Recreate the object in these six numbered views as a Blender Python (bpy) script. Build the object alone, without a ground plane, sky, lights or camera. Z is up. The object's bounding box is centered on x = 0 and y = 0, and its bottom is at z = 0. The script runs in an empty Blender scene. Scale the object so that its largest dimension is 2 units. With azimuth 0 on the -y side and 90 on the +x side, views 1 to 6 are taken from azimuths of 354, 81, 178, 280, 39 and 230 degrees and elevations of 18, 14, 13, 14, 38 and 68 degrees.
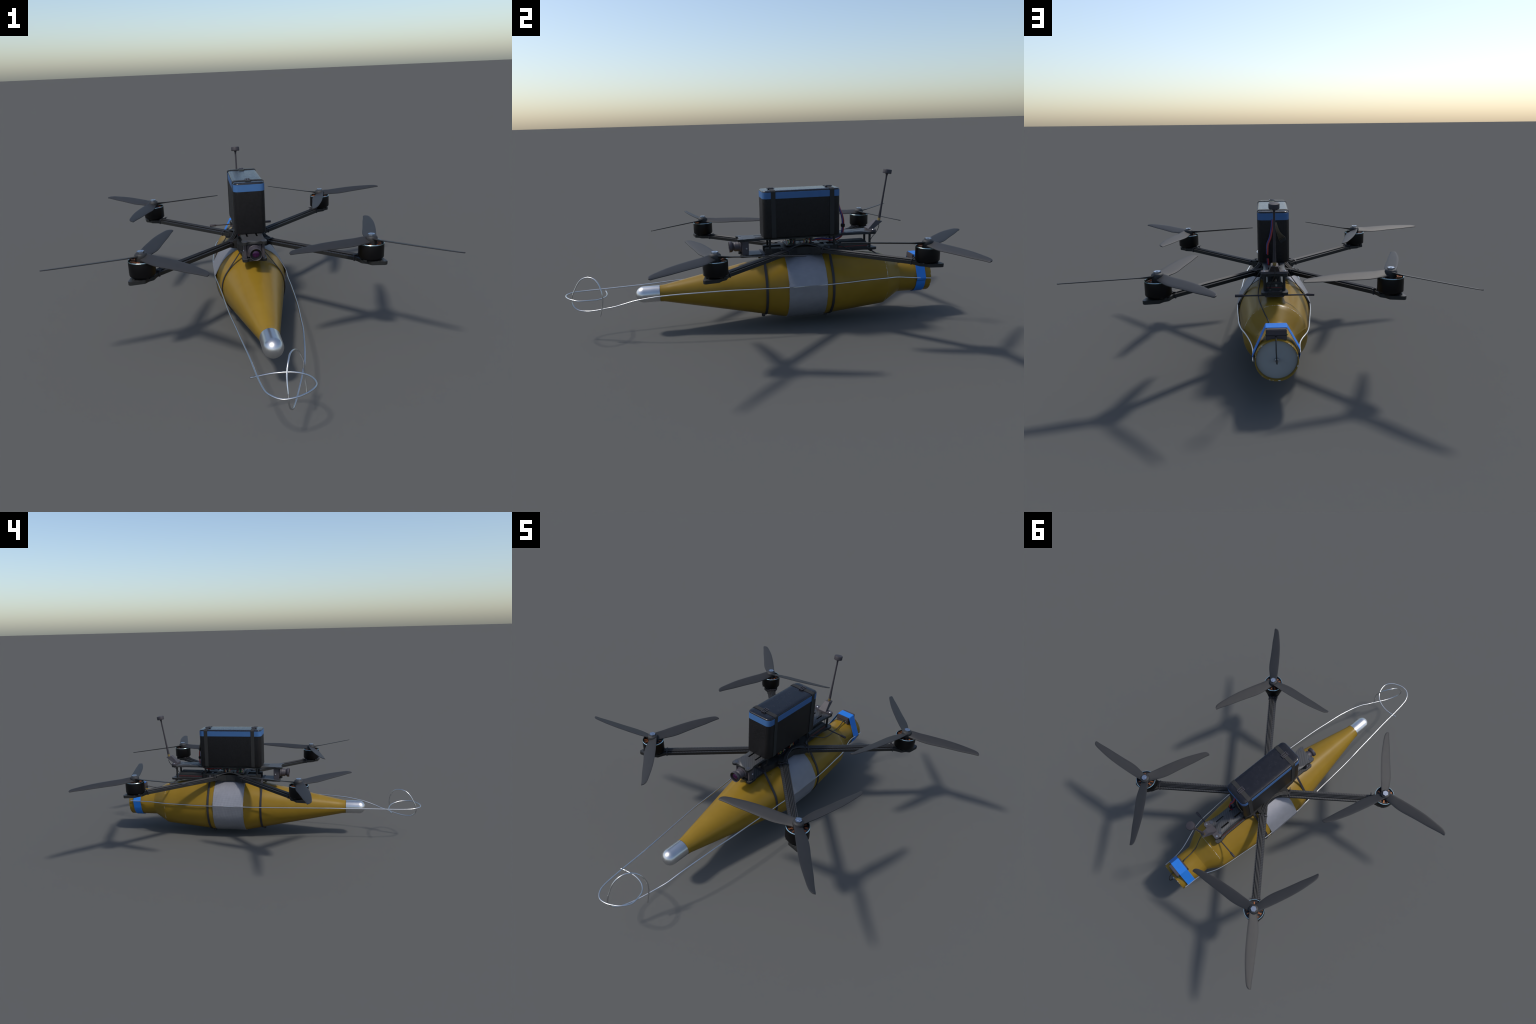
import bpy, bmesh, math, random
from mathutils import Vector, Matrix

random.seed(7)
SC = bpy.context.scene
PI = math.pi


# ----------------------------------------------------------------- materials
def new_mat(name):
    m = bpy.data.materials.new(name)
    m.use_nodes = True
    nt = m.node_tree
    bsdf = nt.nodes["Principled BSDF"]
    return m, nt, bsdf


def plain(name, col, rough=0.5, metal=0.0, var=0.15, scale=40.0, bump=0.0, bscale=300.0,
          coat=0.0, spec=0.5, rough_var=0.0, coat_rough=0.15):
    """Base colour broken up by soft noise, optional grain bump."""
    m, nt, b = new_mat(name)
    N, L = nt.nodes, nt.links
    tc = N.new("ShaderNodeTexCoord")
    nz = N.new("ShaderNodeTexNoise")
    nz.inputs["Scale"].default_value = scale
    nz.inputs["Detail"].default_value = 5
    L.new(tc.outputs["Object"], nz.inputs["Vector"])
    cr = N.new("ShaderNodeValToRGB")
    cr.color_ramp.elements[0].position = 0.3
    cr.color_ramp.elements[1].position = 0.7
    cr.color_ramp.elements[0].color = [c * (1 - var) for c in col] + [1]
    cr.color_ramp.elements[1].color = [min(1, c * (1 + var)) for c in col] + [1]
    L.new(nz.outputs["Fac"], cr.inputs["Fac"])
    L.new(cr.outputs["Color"], b.inputs["Base Color"])
    b.inputs["Roughness"].default_value = rough
    b.inputs["Metallic"].default_value = metal
    b.inputs["Specular IOR Level"].default_value = spec
    b.inputs["Coat Weight"].default_value = coat
    b.inputs["Coat Roughness"].default_value = coat_rough
    if rough_var:
        mr = N.new("ShaderNodeMapRange")
        mr.inputs["To Min"].default_value = max(0, rough - rough_var)
        mr.inputs["To Max"].default_value = rough + rough_var
        L.new(nz.outputs["Fac"], mr.inputs["Value"])
        L.new(mr.outputs["Result"], b.inputs["Roughness"])
    if bump:
        n2 = N.new("ShaderNodeTexNoise")
        n2.inputs["Scale"].default_value = bscale
        n2.inputs["Detail"].default_value = 3
        L.new(tc.outputs["Object"], n2.inputs["Vector"])
        bp = N.new("ShaderNodeBump")
        bp.inputs["Strength"].default_value = bump
        bp.inputs["Distance"].default_value = 0.002
        L.new(n2.outputs["Fac"], bp.inputs["Height"])
        L.new(bp.outputs["Normal"], b.inputs["Normal"])
    return m


def paint_mat():
    """Ochre enamel; worn bare-metal line round the rear seam, fine specks."""
    m, nt, b = new_mat("ochre_paint")
    N, L = nt.nodes, nt.links
    tc = N.new("ShaderNodeTexCoord")
    n1 = N.new("ShaderNodeTexNoise"); n1.inputs["Scale"].default_value = 9; n1.inputs["Detail"].default_value = 6
    L.new(tc.outputs["Object"], n1.inputs["Vector"])
    cr = N.new("ShaderNodeValToRGB")
    cr.color_ramp.elements[0].position = 0.3; cr.color_ramp.elements[0].color = (0.212, 0.127, 0.0125, 1)
    cr.color_ramp.elements[1].position = 0.7; cr.color_ramp.elements[1].color = (0.236, 0.144, 0.0155, 1)
    L.new(n1.outputs["Fac"], cr.inputs["Fac"])
    # seam wear: |y - seam| below a noisy width
    sx = N.new("ShaderNodeSeparateXYZ"); L.new(tc.outputs["Object"], sx.inputs[0])
    n2 = N.new("ShaderNodeTexNoise"); n2.inputs["Scale"].default_value = 26; n2.inputs["Detail"].default_value = 8
    n2.inputs["Roughness"].default_value = 0.7
    L.new(tc.outputs["Object"], n2.inputs["Vector"])
    d = N.new("ShaderNodeMath"); d.operation = "SUBTRACT"; d.inputs[1].default_value = 0.6600
    L.new(sx.outputs["Y"], d.inputs[0])
    a = N.new("ShaderNodeMath"); a.operation = "ABSOLUTE"; L.new(d.outputs[0], a.inputs[0])
    w = N.new("ShaderNodeMapRange")
    w.inputs["From Min"].default_value = 0.51; w.inputs["From Max"].default_value = 0.66
    w.inputs["To Min"].default_value = 0.0; w.inputs["To Max"].default_value = 0.0026
    L.new(n2.outputs["Fac"], w.inputs["Value"])
    lt = N.new("ShaderNodeMath"); lt.operation = "LESS_THAN"
    L.new(a.outputs[0], lt.inputs[0]); L.new(w.outputs["Result"], lt.inputs[1])
    # tail rim wear
    n3 = N.new("ShaderNodeTexNoise"); n3.inputs["Scale"].default_value = 60; n3.inputs["Detail"].default_value = 6
    L.new(tc.outputs["Object"], n3.inputs["Vector"])
    g1 = N.new("ShaderNodeMath"); g1.operation = "GREATER_THAN"; g1.inputs[1].default_value = 0.9245
    L.new(sx.outputs["Y"], g1.inputs[0])
    g2 = N.new("ShaderNodeMath"); g2.operation = "GREATER_THAN"; g2.inputs[1].default_value = 0.60
    L.new(n3.outputs["Fac"], g2.inputs[0])
    g3 = N.new("ShaderNodeMath"); g3.operation = "MULTIPLY"
    L.new(g1.outputs[0], g3.inputs[0]); L.new(g2.outputs[0], g3.inputs[1])
    mx = N.new("ShaderNodeMath"); mx.operation = "MAXIMUM"
    L.new(lt.outputs[0], mx.inputs[0]); L.new(g3.outputs[0], mx.inputs[1])
    mix = N.new("ShaderNodeMix"); mix.data_type = "RGBA"
    L.new(mx.outputs[0], mix.inputs["Factor"]); L.new(cr.outputs["Color"], mix.inputs[6])
    mix.inputs[7].default_value = (0.50, 0.48, 0.44, 1)
    L.new(mix.outputs[2], b.inputs["Base Color"])
    mr = N.new("ShaderNodeMapRange"); mr.inputs["To Min"].default_value = 0.30; mr.inputs["To Max"].default_value = 0.40
    L.new(n1.outputs["Fac"], mr.inputs["Value"]); L.new(mr.outputs["Result"], b.inputs["Roughness"])
    b.inputs["Specular IOR Level"].default_value = 0.17
    b.inputs["Coat Weight"].default_value = 0.04
    b.inputs["Coat Roughness"].default_value = 0.12
    n4 = N.new("ShaderNodeTexNoise"); n4.inputs["Scale"].default_value = 7; n4.inputs["Detail"].default_value = 2
    L.new(tc.outputs["Object"], n4.inputs["Vector"])
    bp = N.new("ShaderNodeBump"); bp.inputs["Strength"].default_value = 0.10; bp.inputs["Distance"].default_value = 0.01
    L.new(n4.outputs["Fac"], bp.inputs["Height"]); L.new(bp.outputs["Normal"], b.inputs["Normal"])
    return m


def tape_mat():
    """Grey cloth duct tape: woven grid of threads, slight sheen."""
    m, nt, b = new_mat("duct_tape")
    N, L = nt.nodes, nt.links
    tc = N.new("ShaderNodeTexCoord")
    sx = N.new("ShaderNodeSeparateXYZ"); L.new(tc.outputs["Object"], sx.inputs[0])
    # around-the-body coordinate (angle) and along-the-body coordinate
    zc = N.new("ShaderNodeMath"); zc.operation = "SUBTRACT"; zc.inputs[1].default_value = 0.195
    L.new(sx.outputs["Z"], zc.inputs[0])
    at = N.new("ShaderNodeMath"); at.operation = "ARCTAN2"
    L.new(zc.outputs[0], at.inputs[0]); L.new(sx.outputs["X"], at.inputs[1])

    def thread(src, freq):
        k = N.new("ShaderNodeMath"); k.operation = "MULTIPLY"; k.inputs[1].default_value = freq
        L.new(src, k.inputs[0])
        s = N.new("ShaderNodeMath"); s.operation = "SINE"; L.new(k.outputs[0], s.inputs[0])
        return s.outputs[0]
    s1 = thread(at.outputs[0], 250.0)
    s2 = thread(sx.outputs["Y"], 1250.0)
    ad = N.new("ShaderNodeMath"); ad.operation = "ADD"; L.new(s1, ad.inputs[0]); L.new(s2, ad.inputs[1])
    nz = N.new("ShaderNodeTexNoise"); nz.inputs["Scale"].default_value = 30; nz.inputs["Detail"].default_value = 6
    L.new(tc.outputs["Object"], nz.inputs["Vector"])
    cr = N.new("ShaderNodeValToRGB")
    cr.color_ramp.elements[0].position = 0.3; cr.color_ramp.elements[0].color = (0.236, 0.239, 0.264, 1)
    cr.color_ramp.elements[1].position = 0.7; cr.color_ramp.elements[1].color = (0.258, 0.261, 0.288, 1)
    L.new(nz.outputs["Fac"], cr.inputs["Fac"]); L.new(cr.outputs["Color"], b.inputs["Base Color"])
    n2 = N.new("ShaderNodeTexNoise"); n2.inputs["Scale"].default_value = 45; n2.inputs["Detail"].default_value = 3
    L.new(tc.outputs["Object"], n2.inputs["Vector"])
    k2 = N.new("ShaderNodeMath"); k2.operation = "MULTIPLY"; k2.inputs[1].default_value = 1.0
    L.new(n2.outputs["Fac"], k2.inputs[0])
    a2 = N.new("ShaderNodeMath"); a2.operation = "ADD"; L.new(ad.outputs[0], a2.inputs[0]); L.new(k2.outputs[0], a2.inputs[1])
    bp = N.new("ShaderNodeBump"); bp.inputs["Strength"].default_value = 0.35; bp.inputs["Distance"].default_value = 0.0006
    L.new(a2.outputs[0], bp.inputs["Height"]); L.new(bp.outputs["Normal"], b.inputs["Normal"])
    b.inputs["Roughness"].default_value = 0.5
    b.inputs["Metallic"].default_value = 0.45
    b.inputs["Specular IOR Level"].default_value = 0.3
    return m


def carbon_mat(name, c0, c1, freq, ax=(1, 1, 0), rough=0.45):
    """Twill carbon: fine diagonal bands of two dark greys."""
    m, nt, b = new_mat(name)
    N, L = nt.nodes, nt.links
    tc = N.new("ShaderNodeTexCoord")
    dp = N.new("ShaderNodeVectorMath"); dp.operation = "DOT_PRODUCT"
    dp.inputs[1].default_value = ax
    L.new(tc.outputs["Object"], dp.inputs[0])
    k = N.new("ShaderNodeMath"); k.operation = "MULTIPLY"; k.inputs[1].default_value = freq
    L.new(dp.outputs["Value"], k.inputs[0])
    s = N.new("ShaderNodeMath"); s.operation = "SINE"; L.new(k.outputs[0], s.inputs[0])
    mr = N.new("ShaderNodeMapRange"); mr.inputs["From Min"].default_value = -0.6; mr.inputs["From Max"].default_value = 0.6
    L.new(s.outputs[0], mr.inputs["Value"])
    mix = N.new("ShaderNodeMix"); mix.data_type = "RGBA"
    L.new(mr.outputs["Result"], mix.inputs["Factor"])
    mix.inputs[6].default_value = (*c0, 1); mix.inputs[7].default_value = (*c1, 1)
    L.new(mix.outputs[2], b.inputs["Base Color"])
    b.inputs["Roughness"].default_value = rough
    return m


MAT = {
    "paint": paint_mat(),
    "tape": tape_mat(),
    "steel": plain("polished_steel", (0.60, 0.60, 0.60), 0.30, 0.95, 0.04, 20, rough_var=0.04),
    "wire": plain("steel_wire", (0.62, 0.62, 0.62), 0.28, 1.0, 0.03, 60),
    "tailplate": plain("tail_disc", (0.280, 0.300, 0.315), 0.5, 0.15, 0.05, 14),
    "blue": plain("blue_tape", (0.016, 0.160, 0.560), 0.55, 0, 0.04, 30, bump=0.05, bscale=120, spec=0.3),
    "bluewrap": plain("blue_wrap", (0.045, 0.122, 0.285), 0.5, 0, 0.03, 30, spec=0.3),
    "batt": plain("battery_wrap", (0.0060, 0.0056, 0.0064), 0.5, 0, 0.35, 120, bump=0.5, bscale=260, spec=0.35),
    "batttop": plain("battery_cap", (0.0060, 0.0058, 0.0085), 0.26, 0, 0.2, 50, bump=0.05, bscale=160, rough_var=0.06, spec=0.5),
    "strap": plain("strap_web", (0.0125, 0.0122, 0.0118), 0.75, 0, 0.12, 200, bump=0.2, bscale=700),
    "buckle": plain("buckle_metal", (0.06, 0.055, 0.065), 0.4, 0.3, 0.1, 40),
    "arm": carbon_mat("carbon_arm", (0.014, 0.0145, 0.015), (0.033, 0.033, 0.034), 420, (1.0, 0.62, 0)),
    "plate": carbon_mat("carbon_plate", (0.030, 0.031, 0.032), (0.055, 0.055, 0.056), 620, (0.75, 0.66, 0)),
    "frame": plain("frame_black", (0.0115, 0.0118, 0.0122), 0.6, 0, 0.2, 60, spec=0.35),
    "armside": plain("arm_side", (0.0125, 0.0128, 0.0125), 0.6, 0, 0.15, 60, spec=0.35),
    "print": plain("printed_plastic", (0.046, 0.041, 0.048), 0.6, 0, 0.08, 40, bump=0.06, bscale=400),
    "mast": plain("antenna_plastic", (0.031, 0.027, 0.033), 0.6, 0, 0.08, 40, spec=0.4),
    "cable": plain("cable_black", (0.012, 0.012, 0.0125), 0.5, 0, 0.15, 60),
    "tie": plain("tie_nylon", (0.017, 0.016, 0.021), 0.55, 0, 0.1, 60),
    "bell": plain("motor_bell", (0.0032, 0.0029, 0.0033), 0.40, 0.0, 0.1, 60, spec=0.18),
    "rim": plain("motor_rim", (0.42, 0.60, 0.66), 0.25, 0.9, 0.03, 60),  # base tinted pale cyan to carry the sky reflection on the ring
    "stator": plain("stator_dark", (0.010, 0.009, 0.012), 0.55, 0.2, 0.1, 60),
    "copper": plain("copper_wire", (0.46, 0.18, 0.08), 0.38, 0.75, 0.12, 200, bump=0.3, bscale=900),
    "prop": plain("propeller_plastic", (0.0225, 0.0225, 0.0235), 0.57, 0, 0.06, 40, spec=0.36),
    "nut": plain("steel_nut", (0.36, 0.40, 0.47), 0.32, 0.95, 0.05, 60),
    "screw": plain("screw_steel", (0.40, 0.41, 0.44), 0.28, 0.9, 0.05, 60),
    "camera": plain("camera_shell", (0.040, 0.034, 0.042), 0.55, 0, 0.08, 60),
    "glassring": plain("lens_black", (0.005, 0.005, 0.006), 0.4, 0, 0.1, 60, spec=0.2),
    "lens": plain("lens_purple", (0.026, 0.002, 0.030), 0.15, 0, 0.2, 60, coat=0.15, spec=0.3),
    "brass": plain("brass_fitting", (0.36, 0.26, 0.10), 0.35, 0.8, 0.06, 60),
    "vtx": plain("transmitter_shell", (0.019, 0.0205, 0.021), 0.5, 0.1, 0.1, 40),
    "red": plain("red_stripe", (0.20, 0.013, 0.014), 0.5, 0, 0.08, 60),
    "redwire": plain("red_wire", (0.26, 0.012, 0.012), 0.45, 0, 0.08, 60),
    "bluewire": plain("blue_wire", (0.030, 0.026, 0.16), 0.45, 0, 0.08, 60),
    "yellow": plain("yellow_wire", (0.36, 0.27, 0.05), 0.5, 0, 0.08, 60),
    "green": plain("green_wire", (0.03, 0.20, 0.04), 0.5, 0, 0.08, 60),
    "tan": plain("tan_wire", (0.105, 0.075, 0.040), 0.5, 0, 0.08, 60),
    "pcb": plain("circuit_board", (0.010, 0.013, 0.018), 0.4, 0, 0.2, 60),
    "chip": plain("chip_pale", (0.24, 0.23, 0.20), 0.5, 0, 0.1, 60),
    "box": plain("control_box_plastic", (0.045, 0.038, 0.046), 0.55, 0, 0.08, 40, bump=0.05, bscale=400),
}


# ----------------------------------------------------------------- builders
ROOT = bpy.data.objects.new("quadcopter_drone", None)
SC.collection.objects.link(ROOT)
ROOT["label"] = "black quadcopter strapped onto an ochre bottle-shaped warhead"
ROOT["category"] = "drone"


def add(name, mesh, mat=None, parent=None, matrix=None):
    o = bpy.data.objects.new(name, mesh)
    SC.collection.objects.link(o)
    if mat is not None and not mesh.materials:
        mesh.materials.append(MAT[mat])
    o.parent = parent or ROOT
    if matrix is not None:
        o.matrix_local = matrix
    return o


def finish(bm, name, angle=35):
    bmesh.ops.recalc_face_normals(bm, faces=bm.faces[:])
    me = bpy.data.meshes.new(name)
    bm.to_mesh(me)
    bm.free()
    for p in me.polygons:
        p.use_smooth = True
    me.set_sharp_from_angle(angle=math.radians(angle))
    return me


def catmull(pts, n=8):
    P = [Vector(p) for p in pts]
    out = []
    for i in range(len(P) - 1):
        p0 = P[i - 1] if i else P[0] * 2 - P[1]
        p1, p2 = P[i], P[i + 1]
        p3 = P[i + 2] if i + 2 < len(P) else P[-1] * 2 - P[-2]
        for k in range(n):
            t = k / n
            out.append(0.5 * (2 * p1 + (p2 - p0) * t + (2 * p0 - 5 * p1 + 4 * p2 - p3) * t * t
                              + (3 * p1 - p0 - 3 * p2 + p3) * t ** 3))
    out.append(P[-1])
    return out


def sweep(bm, path, r, seg=10, closed=False, section=None):
    """Sweep a circle (or a given 2D section) along a path with parallel transport."""
    P = [Vector(p) for p in path]
    n = len(P)
    rings = []
    up = None
    for i in range(n):
        if closed:
            t = (P[(i + 1) % n] - P[i - 1]).normalized()
        else:
            t = (P[min(i + 1, n - 1)] - P[max(i - 1, 0)]).normalized()
        if up is None:
            a = Vector((0, 0, 1)) if abs(t.z) < 0.9 else Vector((0, 1, 0))
            up = (a - t * a.dot(t)).normalized()
        else:
            up = (up - t * up.dot(t)).normalized()
        side = t.cross(up)
        sec = section or [(r * math.cos(2 * PI * k / seg), r * math.sin(2 * PI * k / seg)) for k in range(seg)]
        rings.append([bm.verts.new(P[i] + side * a + up * b) for a, b in sec])
    m = len(rings[0])
    for i in range(n if closed else n - 1):
        A, B = rings[i], rings[(i + 1) % n]
        for k in range(m):
            bm.faces.new((A[k], A[(k + 1) % m], B[(k + 1) % m], B[k]))
    if not closed:
        bm.faces.new(rings[0][::-1])
        bm.faces.new(rings[-1])


def tube(name, pts, r, mat, parent=None, n=8, seg=10, smooth=True):
    bm = bmesh.new()
    sweep(bm, catmull(pts, n) if smooth else pts, r, seg)
    return add(name, finish(bm, name, 50), mat, parent)


def lathe_into(bm, prof, seg=48, M=Matrix()):
    """Revolve (radius, height) profile about local z."""
    rings = []
    for r, h in prof:
        if r < 1e-6:
            rings.append([bm.verts.new(M @ Vector((0, 0, h)))])
        else:
            rings.append([bm.verts.new(M @ Vector((r * math.cos(2 * PI * k / seg), r * math.sin(2 * PI * k / seg), h)))
                          for k in range(seg)])
    for A, B in zip(rings, rings[1:]):
        if len(A) == 1 and len(B) == 1:
            continue
        for k in range(seg):
            k2 = (k + 1) % seg
            if len(A) == 1:
                bm.faces.new((A[0], B[k], B[k2]))
            elif len(B) == 1:
                bm.faces.new((A[k], A[k2], B[0]))
            else:
                bm.faces.new((A[k], A[k2], B[k2], B[k]))


def lathe(name, prof, seg=48, M=Matrix(), angle=35):
    bm = bmesh.new()
    lathe_into(bm, prof, seg, M)
    return finish(bm, name, angle)


def prism_into(bm, outline, z0, z1, bev=0.0, M=Matrix()):
    b0 = [bm.verts.new(M @ Vector((x, y, z0))) for x, y in outline]
    b1 = [bm.verts.new(M @ Vector((x, y, z1))) for x, y in outline]
    n = len(outline)
    fs = [bm.faces.new(b0[::-1]), bm.faces.new(b1)]
    fs += [bm.faces.new((b0[k], b0[(k + 1) % n], b1[(k + 1) % n], b1[k])) for k in range(n)]
    if bev:
        ed = [e for e in fs[0].edges] + [e for e in fs[1].edges]
        bmesh.ops.bevel(bm, geom=ed, offset=bev, segments=2, affect="EDGES", clamp_overlap=True)


def prism(name, outline, z0, z1, bev=0.0, M=Matrix(), angle=14):
    bm = bmesh.new()
    prism_into(bm, outline, z0, z1, bev, M)
    return finish(bm, name, angle)


def box_into(bm, c, s, bev=0.0, M=Matrix(), seg=2):
    r = bmesh.ops.create_cube(bm, size=1.0)
    vs = r["verts"]
    for v in vs:
        v.co = M @ Vector((c[0] + v.co.x * s[0], c[1] + v.co.y * s[1], c[2] + v.co.z * s[2]))
    if bev:
        ed = list({e for v in vs for e in v.link_edges})
        bmesh.ops.bevel(bm, geom=ed, offset=bev, segments=seg, affect="EDGES", clamp_overlap=True)


def box(name, c, s, bev=0.001, M=Matrix(), mat=None, parent=None):
    bm = bmesh.new()
    box_into(bm, c, s, bev, M)
    return add(name, finish(bm, name, 14), mat, parent)


def rounded(outline, r, seg=4):
    """Round the corners of a polygon by radius r."""
    out = []
    n = len(outline)
    for i in range(n):
        p = Vector(outline[i]); a = Vector(outline[i - 1]); c = Vector(outline[(i + 1) % n])
        da, dc = (a - p), (c - p)
        rr = min(r, 0.45 * da.length, 0.45 * dc.length)
        s, e = p + da.normalized() * rr, p + dc.normalized() * rr
        for k in range(seg + 1):
            t = k / seg
            q = s * (1 - t) ** 2 + p * 2 * t * (1 - t) + e * t * t
            out.append((q.x, q.y))
    return out


def round_rect(hx, y0, y1, r, seg=6):
    pts = []
    for cx, cy, a0 in ((hx - r, y1 - r, 0), (-hx + r, y1 - r, 90), (-hx + r, y0 + r, 180), (hx - r, y0 + r, 270)):
        for k in range(seg + 1):
            a = math.radians(a0 + 90 * k / seg)
            pts.append((cx + r * math.cos(a), cy + r * math.sin(a)))
    return pts


def cut(obj, cutters):
    """Boolean-subtract a list of (centre, size) boxes and apply."""
    bm = bmesh.new()
    for c, s in cutters:
        box_into(bm, c, s)
    me = bpy.data.meshes.new("cutter")
    bm.to_mesh(me); bm.free()
    co = bpy.data.objects.new("cutter", me)
    SC.collection.objects.link(co)
    md = obj.modifiers.new("cut", "BOOLEAN")
    md.operation = "DIFFERENCE"; md.object = co; md.solver = "EXACT"
    bpy.context.view_layer.update()
    dg = bpy.context.evaluated_depsgraph_get()
    new = bpy.data.meshes.new_from_object(obj.evaluated_get(dg))
    obj.modifiers.clear()
    obj.data = new
    bpy.data.objects.remove(co)


# ----------------------------------------------------------------- warhead
AX = 0.195                                        # axis height
TOY = Matrix.Translation((0, 0, AX)) @ Matrix.Rotation(-PI / 2, 4, "X")   # local z -> +y

R_MAX = 0.1738
shell_prof = [(0.0415, -0.528), (0.0425, -0.5275), (0.0437, -0.508)]
for k in range(1, 25):
    t = k / 24
    shell_prof.append((0.0437 + (R_MAX - 0.0437) * t, -0.508 + (0.1257 + 0.508) * t))
shell_prof += [(R_MAX, 0.200), (R_MAX, 0.260), (R_MAX, 0.318), (0.1735, 0.333), (0.1720, 0.348)]
for k in range(1, 9):
    t = k / 8
    shell_prof.append((0.1720 + (0.1420 - 0.1720) * t, 0.348 + (0.655 - 0.348) * t))
shell_prof += [(0.1405, 0.6595), (0.1388, 0.6645)]
for k in range(1, 6):
    t = k / 5
    shell_prof.append((0.1388 + (0.0872 - 0.1388) * t, 0.6645 + (0.7490 - 0.6645) * t))
shell_prof += [(0.0862, 0.7525), (0.0862, 0.800), (0.0866, 0.860), (0.0872, 0.9225), (0.0866, 0.9265), (0.0848, 0.928),
               (0.0832, 0.926), (0.0826, 0.9150), (0.0826, 0.9010)]
shell = add("warhead_shell", lathe("warhead_shell", shell_prof, 128, TOY, 20), "paint")

cap_prof = [(0.0, -0.653)]
for k in range(1, 15):
    a = PI / 2 * k / 14
    cap_prof.append((0.0418 * math.sin(a), -0.611 - 0.042 * math.cos(a)))
cap_prof += [(0.0420, -0.575), (0.0421, -0.5295), (0.0405, -0.5285)]
add("nose_cap", lathe("nose_cap", cap_prof, 96, TOY, 30), "steel", shell)

tail = add("tail_plate", lathe("tail_plate", [(0.0, 0.9105), (0.0120, 0.9105), (0.078, 0.9105), (0.0822, 0.9095), (0.0828, 0.9060)], 96, TOY), "tailplate", shell)
add("tail_screw", lathe("tail_screw", [(0.0, 0.937), (0.0045, 0.9365), (0.0065, 0.933), (0.0065, 0.924), (0.0082, 0.9235), (0.0082, 0.908)], 6 * 4, TOY), "screw", shell)

# small filler plug on the upper front of the shell
plugM = Matrix.Translation((0.0655, 0.052, AX + 0.1435)) @ Matrix.Rotation(math.radians(24.5), 4, "Y")
add("shell_rivet", lathe("shell_rivet", [(0.0075, -0.002), (0.0070, 0.002), (0.0045, 0.0042), (0.0, 0.0050)], 16, plugM), "paint", shell)


# ----------------------------------------------------------------- duct tape (hull of body circle and the two wires)
def hull_section(R, wx, wz, n=160):
    pts = [(R * math.cos(2 * PI * k / n), AX + R * math.sin(2 * PI * k / n)) for k in range(n)]
    pts += [(wx, wz), (-wx, wz), (wx, wz - 0.003), (-wx, wz - 0.003)]
    pts = sorted(pts)

    def half(P):
        h = []
        for p in P:
            while len(h) > 1 and (h[-1][0] - h[-2][0]) * (p[1] - h[-2][1]) - (h[-1][1] - h[-2][1]) * (p[0] - h[-2][0]) <= 0:
                h.pop()
            h.append(p)
        return h
    lo, up = half(pts), half(pts[::-1])
    poly = lo[:-1] + up[:-1]
    # resample evenly by angle, keeping crisp corners
    return poly


def tape_ring():
    bm = bmesh.new()
    sec = hull_section(0.1756, 0.1812, 0.2305)
    # refine long edges so that the cloth relief shades well
    fine = []
    for i, p in enumerate(sec):
        q = sec[(i + 1) % len(sec)]
        m = max(1, int(math.dist(p, q) / 0.006))
        fine += [(p[0] + (q[0] - p[0]) * k / m, p[1] + (q[1] - p[1]) * k / m) for k in range(m)]
    ys = [0.1205 + 0.2 * k / 24 for k in range(25)]
    rng = random.Random(3)
    jit = [rng.uniform(-0.0009, 0.0009) for _ in fine]
    rings = []
    n = len(fine)
    for iy, y in enumerate(ys):
        row = []
        for k, (x, z) in enumerate(fine):
            yy = y + (jit[k] if iy in (0, 24) else 0)
            w = 0.0004 * math.sin(37 * yy + 3 * math.sin(21 * x + 9 * z)) * (0.2 if iy in (0, 24) else 1)
            r = math.hypot(x, z - AX)
            s = (r + w) / r
            row.append(bm.verts.new((x * s, yy, AX + (z - AX) * s)))
        rings.append(row)
    # turn the edges in to the body so that the tape has thickness
    for idx in (0, 24):
        row = []
        for k, (x, z) in enumerate(fine):
            y = ys[idx] + jit[k]
            r = math.hypot(x, z - AX)
            s = (r - 0.0025) / r
            row.append(bm.verts.new((x * s, y, AX + (z - AX) * s)))
        rings.insert(0, row) if idx == 0 else rings.append(row)
    for A, B in zip(rings, rings[1:]):
        for k in range(n):
            bm.faces.new((A[k], A[(k + 1) % n], B[(k + 1) % n], B[k]))
    return finish(bm, "duct_tape_wrap", 14)


add("duct_tape_wrap", tape_ring(), "tape")


# ----------------------------------------------------------------- steel wires
wire_left = [(-.0935, .913, .222), (-.0945, .87, .221), (-.0965, .83, .221), (-.102, .795, .222), (-.112, .765, .224),
             (-.124, .738, .226), (-.136, .706, .227), (-.146, .660, .227), (-.153, .605, .227), (-.160, .535, .227),
             (-.168, .464, .227), (-.175, .39, .2275), (-.1778, .32, .228), (-.1782, .2, .228), (-.177, .11, .228),
             (-.169, .021, .226), (-.159, -.095, .224), (-.151, -.212, .224), (-.142, -.332, .224), (-.128, -.455, .222),
             (-.114, -.58, .218), (-.1, -.708, .216), (-.089, -.838, .214), (-.077, -.926, .214), (-.06, -.967, .216),
             (-.028, -.994, .216), (.012, -.9945, .218), (.049, -.979, .218), (.08, -.955, .218), (.098, -.919, .214),
             (.092, -.877, .212), (.072, -.84, .206), (.038, -.815, .202), (-.002, -.803, .198), (-.042, -.801, .196),
             (-.082, -.807, .195), (-.111, -.815, .196)]
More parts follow.
